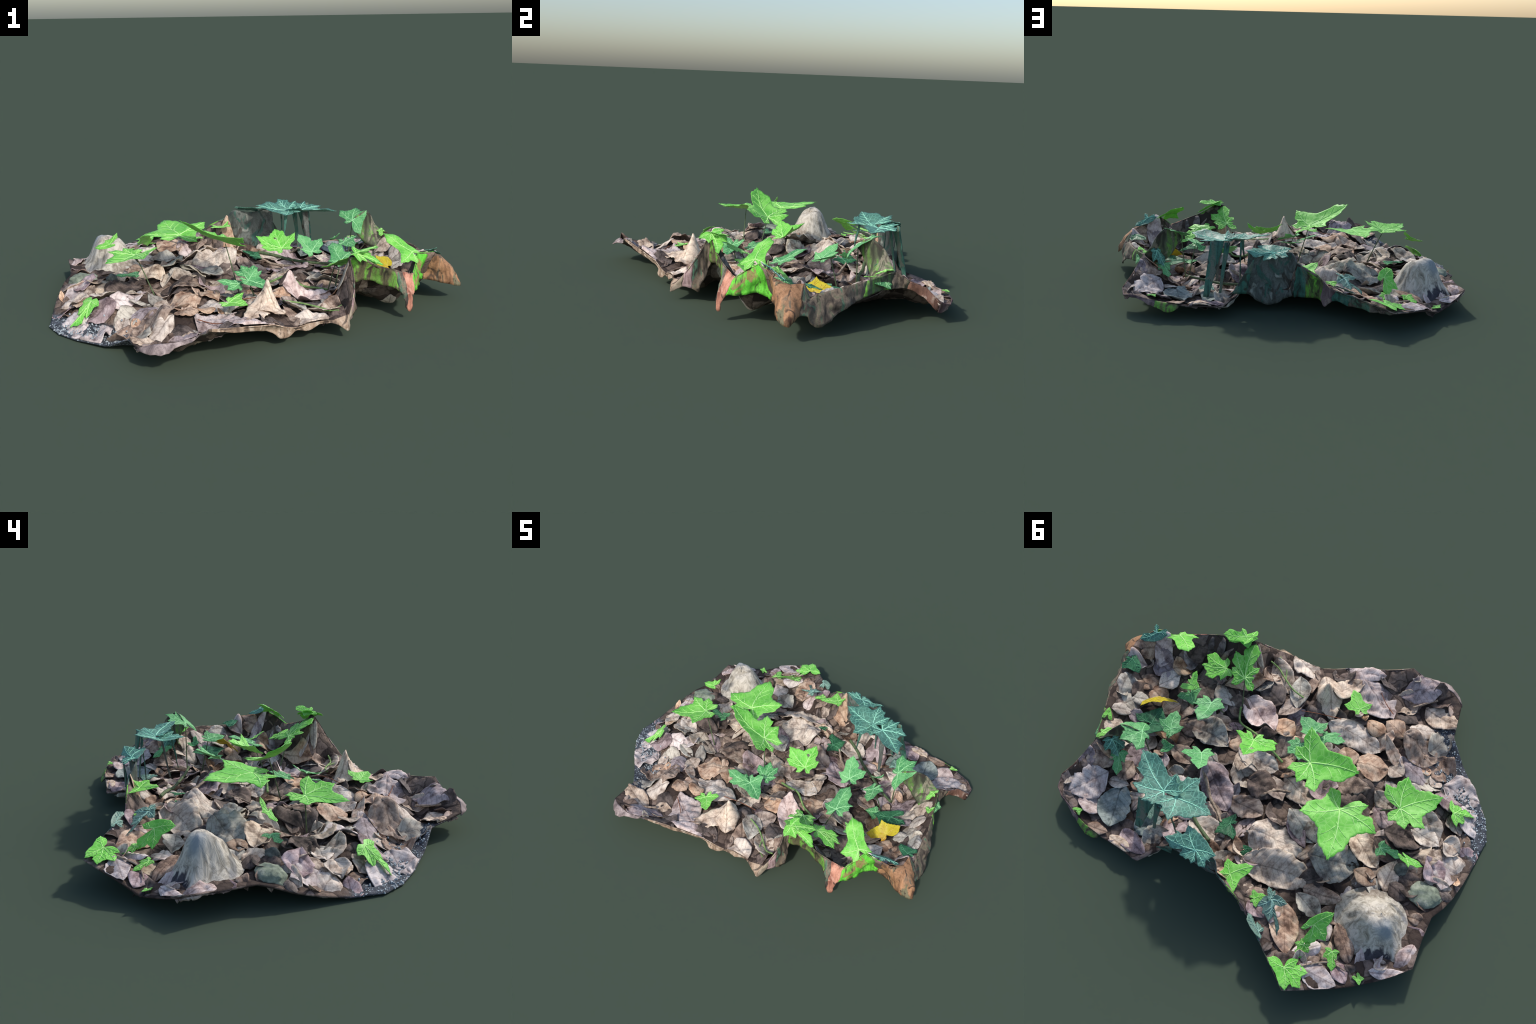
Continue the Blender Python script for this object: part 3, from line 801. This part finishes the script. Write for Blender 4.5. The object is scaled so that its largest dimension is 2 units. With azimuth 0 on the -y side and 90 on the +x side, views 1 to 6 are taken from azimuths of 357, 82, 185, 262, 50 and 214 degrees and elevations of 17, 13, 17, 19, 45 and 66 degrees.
# =====================================================================
# 7. IVY
# =====================================================================
# each leaf: tint, leaf base, lobe tips (main tip first)
IVY_LEAVES = [
    ('lime', (-.381, .109, .319), [(-.470, .327, .340), (-.254, .224, .353), (-.565, .105, .320), (-.470, .022, .326), (-.290, .040, .300)]),
    ('lime', (-.153, .001, .302), [(-.370, -.036, .424), (-.068, -.118, .365), (-.158, .119, .324), (-.250, .116, .345)]),
    ('lime', (-.581, -.069, .271), [(-.703, -.221, .282), (-.532, -.205, .297), (-.476, -.109, .325), (-.716, -.050, .292), (-.648, .004, .288)]),
    ('lime', (-.146, -.426, .150), [(-.065, -.489, .160), (-.178, -.480, .160), (-.080, -.387, .185)]),
    ('lime', (-.725, .105, .280), [(-.798, .089, .268), (-.690, .132, .330), (-.752, .139, .290), (-.697, .090, .278)]),
    ('mid', (-.050, -.195, .172), [(.054, -.229, .145), (-.072, -.263, .182), (-.006, -.135, .210)]),
    ('mid', (-.095, -.203, .160), [(-.195, -.227, .187), (-.150, -.262, .150), (-.120, -.160, .165)]),
    ('mid', (-.030, -.105, .160), [(-.080, -.020, .190), (-.018, -.019, .189), (-.115, -.075, .180), (.020, -.070, .180)]),
    ('teal', (.260, .496, .335), [(.449, .406, .345), (.385, .548, .352), (.256, .412, .385), (.300, .590, .375)]),
    ('teal', (.197, .489, .338), [(.021, .469, .373), (.148, .595, .383), (.171, .358, .342), (.257, .404, .355), (.246, .568, .375)]),
    ('teal', (-.007, .615, .318), [(.080, .552, .334), (.128, .650, .335), (-.095, .588, .342), (-.085, .650, .315), (.040, .665, .290)]),
    ('mid', (.526, .329, .310), [(.608, .372, .355), (.471, .423, .345), (.560, .270, .250), (.560, .430, .355)]),
    ('mid', (.297, .214, .180), [(.235, .304, .248), (.235, .188, .208), (.355, .278, .234)]),
    ('lime', (.125, .046, .253), [(.099, .156, .320), (.195, .076, .330), (.001, .050, .317), (.024, .003, .276)]),
    ('mid', (.415, -.008, .200), [(.388, .118, .258), (.348, -.025, .204), (.476, .050, .229)]),
    ('mid', (.467, .219, .228), [(.504, .129, .225), (.427, .174, .225), (.528, .218, .261), (.440, .250, .235)]),
    ('mid', (.425, .300, .220), [(.398, .275, .234), (.452, .287, .257), (.430, .335, .230)]),
    ('lime', (.450, -.325, .338), [(.540, -.270, .345), (.410, -.285, .325), (.402, -.352, .330)]),
    ('lime', (.430, -.338, .335), [(.560, -.312, .270), (.480, -.352, .300), (.510, -.270, .310)]),
    ('lime', (.357, -.190, .240), [(.402, -.335, .320), (.327, -.266, .258), (.466, -.264, .275), (.320, -.215, .242), (.440, -.200, .240)]),
    ('lime', (.470, -.190, .215), [(.585, -.150, .185), (.458, -.130, .198), (.594, -.200, .200), (.540, -.115, .180)]),
    ('lime', (.725, -.170, .285), [(.603, -.093, .356), (.770, -.120, .262), (.660, -.225, .245)]),
    ('teal', (.825, -.120, .272), [(.890, -.060, .232), (.775, -.150, .282), (.850, -.120, .268)]),
    ('dark', (.860, .035, .205), [(.790, .070, .190), (.872, .100, .190), (.880, .000, .205)]),
    ('lime', (.560, -.035, .185), [(.510, -.038, .200), (.570, -.095, .215), (.600, .000, .165)]),
    ('mid', (.545, -.010, .140), [(.500, .030, .140), (.600, .030, .120), (.520, -.060, .150)]),
    ('yellow', (.670, .100, .130), [(.580, .050, .105), (.690, .185, .150), (.612, .125, .178)]),
    ('dark', (.600, .215, .118), [(.520, .170, .115), (.615, .120, .120), (.690, .225, .130), (.620, .300, .115)]),
    ('dark', (.000, .385, .115), [(.055, .405, .090), (-.060, .440, .130), (.010, .330, .110), (.030, .460, .115)]),
    ('dark', (-.130, .440, .125), [(-.157, .423, .128), (-.126, .480, .110), (-.100, .440, .120)]),
    ('lime', (-.165, .590, .225), [(-.228, .508, .245), (-.120, .545, .240), (-.225, .642, .224), (-.130, .620, .260)]),
    ('dusty', (-.367, .565, .190), [(-.445, .683, .112), (-.395, .585, .178), (-.405, .640, .150)]),
    ('dusty', (-.360, .560, .192), [(-.325, .530, .200), (-.345, .570, .200), (-.355, .525, .195)]),
    ('lime', (-.570, .545, .195), [(-.611, .460, .214), (-.535, .590, .200), (-.645, .560, .140), (-.590, .620, .120)]),
    ('lime', (-.580, .625, .130), [(-.585, .690, .108), (-.545, .640, .125), (-.615, .640, .118)]),
    ('lime', (-.569, .751, .135), [(-.625, .822, .124), (-.492, .762, .150), (-.659, .707, .112), (-.598, .687, .118), (-.671, .775, .112)]),
    ('dusty', (-.400, .700, .165), [(-.320, .668, .180), (-.425, .720, .160), (-.370, .670, .158)]),
    ('lime', (-.840, .590, .066), [(-.860, .612, .072), (-.815, .600, .062), (-.862, .578, .076), (-.825, .570, .066)]),
    ('lime', (-.775, -.262, .118), [(-.866, -.342, .024), (-.790, -.330, .060), (-.840, -.280, .052)]),
    ('lime', (.585, .745, .108), [(.570, .728, .104), (.612, .752, .108), (.565, .758, .104)]),
    ('mid', (.600, .435, .170), [(.555, .515, .125), (.560, .450, .140), (.620, .480, .150)]),
    ('teal', (.640, .420, .240), [(.600, .400, .160), (.650, .470, .190), (.590, .450, .160)]),
    ('lime', (.750, .330, .215), [(.765, .300, .220), (.720, .340, .205), (.760, .360, .218)]),
    ('lime', (.700, .420, .232), [(.690, .370, .210), (.705, .455, .232), (.672, .420, .225)]),
    ('mid', (.735, .395, .195), [(.755, .430, .160), (.770, .350, .190), (.735, .440, .175)]),
]
IVY_LEAVES += [  # bits of green low in the litter
    ('lime', (-.690, .575, .112), [(-.735, .640, .098), (-.672, .615, .104), (-.725, .590, .104)]),
    ('mid', (-.600, .080, .128), [(-.700, .062, .132), (-.640, .095, .130), (-.640, .050, .128)]),
    ('mid', (.520, .190, .110), [(.470, .160, .112), (.540, .140, .108), (.490, .225, .112)]),
    ('lime', (-.300, .600, .165), [(-.335, .560, .165), (-.275, .570, .168), (-.330, .625, .160)]),
    ('dusty', (.350, .540, .095), [(.300, .580, .090), (.380, .590, .092), (.330, .500, .098)]),
]
HOLES = {8: [(.45, .35, .10), (.62, -.30, .06)], 9: [(.7, .55, .12), (.75, .2, .06)], 12: [(.55, .45, .13), (.5, -.35, .11)], 13: [(.5, .1, .10)], 14: [(.25, -.5, .12)]}

def ivy_leaf(idx, tint, base, tips):
    B = Vector(base); T = [Vector(t) - B for t in tips]
    # best-fit plane of the blade, facing up
    A = np.array([list(t) for t in T] + [[0, 0, 0]])
    Cn = np.linalg.svd(A - A.mean(0) if len(T) > 2 else A)[2][2]
    nrm = Vector(Cn); nrm = -nrm if nrm.z < 0 else nrm
    if nrm.z < .35: nrm = (nrm + Vector((0, 0, .6))).normalized()
    ex = (T[0] - nrm * T[0].dot(nrm)).normalized(); ey = nrm.cross(ex)
    lob = []
    for t in T:
        x, y, z = t.dot(ex), t.dot(ey), t.dot(nrm)
        lob.append([math.atan2(y, x), math.hypot(x, y), z])
    lob.sort()
    Rm = max(l[1] for l in lob); rnd = random.Random(idx)
    # rounded ears beside the stalk where no lobe was given
    if lob[-1][0] < math.radians(105): lob.append([min(lob[-1][0] + 1.0, math.radians(150)), Rm * .42, lob[-1][2] * .4])
    if lob[0][0] > -math.radians(105): lob.insert(0, [max(lob[0][0] - 1.0, -math.radians(150)), Rm * .42, lob[0][2] * .4])
    ctrl = []; full = .95 if tint == 'lime' else (1.12 if tint in ('teal', 'dusty') else 1.03)
    def pol(a, r): return np.array((math.cos(a) * r, math.sin(a) * r))
    for i, (a, r, z) in enumerate(lob):
        tip = pol(a, r); wide = .30 * r * rnd.uniform(.85, 1.1)
        d = pol(a, 1.); nn = np.array((-d[1], d[0]))
        ctrl.append(tip * .72 - nn * wide * .84)
        ctrl.append(tip * .93 - nn * wide * .20)
        ctrl.append(tip)
        ctrl.append(tip * .93 + nn * wide * .20)
        ctrl.append(tip * .72 + nn * wide * .84)
        if i + 1 < len(lob):
            a2, r2, _ = lob[i + 1]; gap = a2 - a
            if gap > .45:
                rs = math.sqrt(r * r2) * max(.52, full - .24 * gap)
                ctrl.append(pol(a + gap * r2 / (r + r2) * .5 + gap * .25, rs))
    back = (lob[-1][0] + lob[0][0] + 2 * math.pi) / 2
    ctrl.append(pol(lob[-1][0] + (back - lob[-1][0]) * .55, lob[-1][1] * .45))
    ctrl.append(pol(back, Rm * .05))
    ctrl.append(pol(lob[0][0] + 2 * math.pi - (lob[0][0] + 2 * math.pi - back) * .55, lob[0][1] * .45))
    O = catmull(ctrl, 4, closed=True); N = len(O)
    # unfold the outline so that angle grows steadily (keeps the fan of faces clean)
    ang = np.unwrap(np.arctan2(O[:, 1], O[:, 0])); ang = np.maximum.accumulate(ang)
    rad = np.hypot(O[:, 0], O[:, 1]) * (1 + .025 * np.sin(np.arange(N) * 2.1))
    la = np.array([l[0] for l in lob]); lz = np.array([l[2] for l in lob]); lr = np.array([l[1] for l in lob])
    la_ext = np.concatenate([[la[-1] - 2 * math.pi], la, [la[0] + 2 * math.pi]])
    slope = lz / np.maximum(lr, 1e-4)
    sl_ext = np.concatenate([[slope[-1]], slope, [slope[0]]])
    def height(x, y):
        a = math.atan2(y, x); r = math.hypot(x, y)
        s = float(np.interp(a, la_ext, sl_ext))
        da = min(abs((a - b + math.pi) % (2 * math.pi) - math.pi) for b in la)
        return s * r * min(1.15, .55 + .5 * r / Rm) + .05 * r * min(da, .5) + .035 * Rm * fbm((x / Rm, y / Rm, idx), 2.3, idx)
    rings = 12; V = [(0, 0, height(1e-5, 0))]; F = []; MI = []
    for q in range(1, rings + 1):
        f = (q / rings) ** .85
        for k in range(N):
            x, y = math.cos(ang[k]) * rad[k] * f, math.sin(ang[k]) * rad[k] * f
            V.append((x, y, height(x, y)))
    def skip(ids):
        hs = HOLES.get(idx)
        if not hs: return False
        c = np.mean([V[i][:2] for i in ids], 0)
        return any(np.hypot(c[0] - h[0] * Rm, c[1] - h[1] * Rm) < h[2] * Rm * .62 for h in hs)
    for k in range(N):
        k2 = (k + 1) % N
        if k2 == 0 and ang[-1] - ang[0] > 2 * math.pi: continue
        F.append((0, 1 + k, 1 + k2)); MI.append(0)
        for q in range(rings - 1):
            f4 = (1 + q * N + k, 1 + (q + 1) * N + k, 1 + (q + 1) * N + k2, 1 + q * N + k2)
            if not skip(f4): F.append(f4); MI.append(0)
    nblade = len(V)
    # veins: one rib down each lobe, with side branches
    def reach(a):
        aa = np.concatenate([ang - 2 * math.pi, ang, ang + 2 * math.pi]); rr = np.concatenate([rad, rad, rad])
        return float(np.interp(a, aa, rr))
    def strip(p, q, w0, w1, n):
        d = np.array(q) - np.array(p); L = np.hypot(*d)
        if L < 1e-4: return
        nn = np.array((-d[1], d[0])) / L; b = len(V)
        for i in range(n + 1):
            t = i / n; c = np.array(p) + d * t + nn * L * .05 * math.sin(math.pi * t) * (1 if (b % 2) else -1)
            w = w0 + (w1 - w0) * t
            for s in (-1, 0, 1):
                c2 = c + nn * s * w
                V.append((c2[0], c2[1], height(c2[0], c2[1]) + (.0022 if s == 0 else .0008)))
        for i in range(n):
            for s in (0, 1):
                k = b + i * 3 + s
                F.append((k, k + 3, k + 4, k + 1)); MI.append(1)
    W = .0026 * (Rm / .15) ** .6
    for a, r, z in lob:
        e = min(r, reach(a)) * .95
        strip((0, 0), pol(a, e), W, W * .35, 12)
        for fr, sd in ((.28, 1), (.36, -1), (.52, 1), (.60, -1), (.74, 1)):
            p = pol(a, e * fr); d = pol(a + sd * .75, 1.)
            ln = .0
            for stp in np.linspace(.04, .6, 15) * r:
                c = p + d * stp
                if np.hypot(*c) > .9 * reach(math.atan2(c[1], c[0])): break
                ln = stp
            ln = min(ln, r * .34)
            if ln > .02 * r: strip(p, p + d * ln, W * .5, W * .2, 6)
    M = Matrix(((ex.x, ey.x, nrm.x, B.x), (ex.y, ey.y, nrm.y, B.y), (ex.z, ey.z, nrm.z, B.z), (0, 0, 0, 1)))
    ob = new_object('yellow_leaf' if tint == 'yellow' else 'ivy_leaf', V, F, list(IVY[tint]), matrix=M, midx=MI)
    return thicken(ob, .0014, -1.)

for i, (tint, b, tips) in enumerate(IVY_LEAVES):
    ivy_leaf(i, tint, b, tips)

# stalks and creeping stems
def on_floor(pts, h=.012): return [(x, y, fz(x, y) + h) for x, y in pts]
STALKS = [  # top, foot on the floor
    ((-.153, .001, .298), (-.09, -.06)), ((-.581, -.069, .267), (-.50, -.09)), ((.467, .219, .226), (.50, .26)),
    ((.415, -.008, .198), (.38, -.05)), ((.526, .329, .305), (.50, .34)), ((.357, -.19, .236), (.33, -.13)), ((-.05, -.195, .17), (-.02, -.17)),
]
for (x, y, z), (u, v) in STALKS:
    w = fz(u, v)
    tube('leaf_stalk', [(x, y, z), ((x * .6 + u * .4), (y * .6 + v * .4), z * .62 + w * .38), (u, v, w)], .0020, .0034, STEM_DARK)
tube('creeping_stem', on_floor([(.03, .50), (.12, .47), (.20, .43), (.30, .40), (.40, .36), (.50, .33)], .018), .009, .007, STEM_DARK)
tube('creeping_stem', on_floor([(.0, -.01), (.07, -.02), (.15, -.03), (.22, -.05), (.29, -.06), (.33, -.12)], .022), .006, .005, STEM)
tube('creeping_stem', on_floor([(.10, -.33), (.18, -.34), (.25, -.37), (.31, -.40), (.36, -.40)], .016), .004, .004, STEM)
tube('creeping_stem', on_floor([(.24, -.36), (.28, -.42), (.34, -.45)], .014), .003, .003, STEM)
tube('twig', on_floor([(.27, .245), (.22, .28), (.16, .33), (.09, .365), (.04, .40)], .022), .0085, .0065, TWIG, wobble=.5)
tube('twig', on_floor([(-.33, -.63), (-.37, -.68), (-.41, -.72)], .012), .005, .004, TWIG, wobble=.4)
tube('twig', on_floor([(-.02, .19), (-.06, .12), (-.13, .08)], .016), .007, .004, TWIG, wobble=.4)
tube('twig', on_floor([(-.10, -.34), (.0, -.30), (.08, -.27)], .02), .0022, .0015, TWIG_RED)
tube('twig', on_floor([(-.28, -.52), (-.22, -.55), (-.17, -.58)], .014), .0025, .0015, TWIG_RED)
tube('twig', on_floor([(-.62, .70), (-.70, .62), (-.78, .60)], .012), .004, .003, TWIG)

# withered tags of old leaf that dangle from the teal pair down to the floor
def tag(top, low, w0, w1, cloth):
    a, b = Vector(top), Vector(low)
    side = Vector((b.y - a.y, a.x - b.x, 0)); side = Vector((1, .25, 0)) if side.length < .02 else Vector((1, .25, 0))
    side.normalize()
    n = 12; T = [a.lerp(b, i / n) for i in range(n + 1)]
    L = [p + side * (w0 + (w1 - w0) * i / n) * .5 for i, p in enumerate(T)]
    R = [p - side * (w0 + (w1 - w0) * i / n) * .5 for i, p in enumerate(T)]
    flap_sheet('withered_tag', L, R, CLOTH[cloth], rows=4, seed=3., rough=.004)
tag((.285, .575, .355), (.335, .632, .070), .070, .030, 'teal')
tag((.235, .560, .345), (.270, .600, .070), .030, .010, 'teal')
tag((.165, .560, .350), (.170, .560, .085), .010, .005, 'teal')
tag((.088, .658, .290), (.160, .655, .105), .004, .075, 'teal')
tag((.180, .42, .335), (.165, .40, .190), .020, .004, 'teal')
tag((.290, .47, .330), (.310, .44, .090), .034, .012, 'slate')
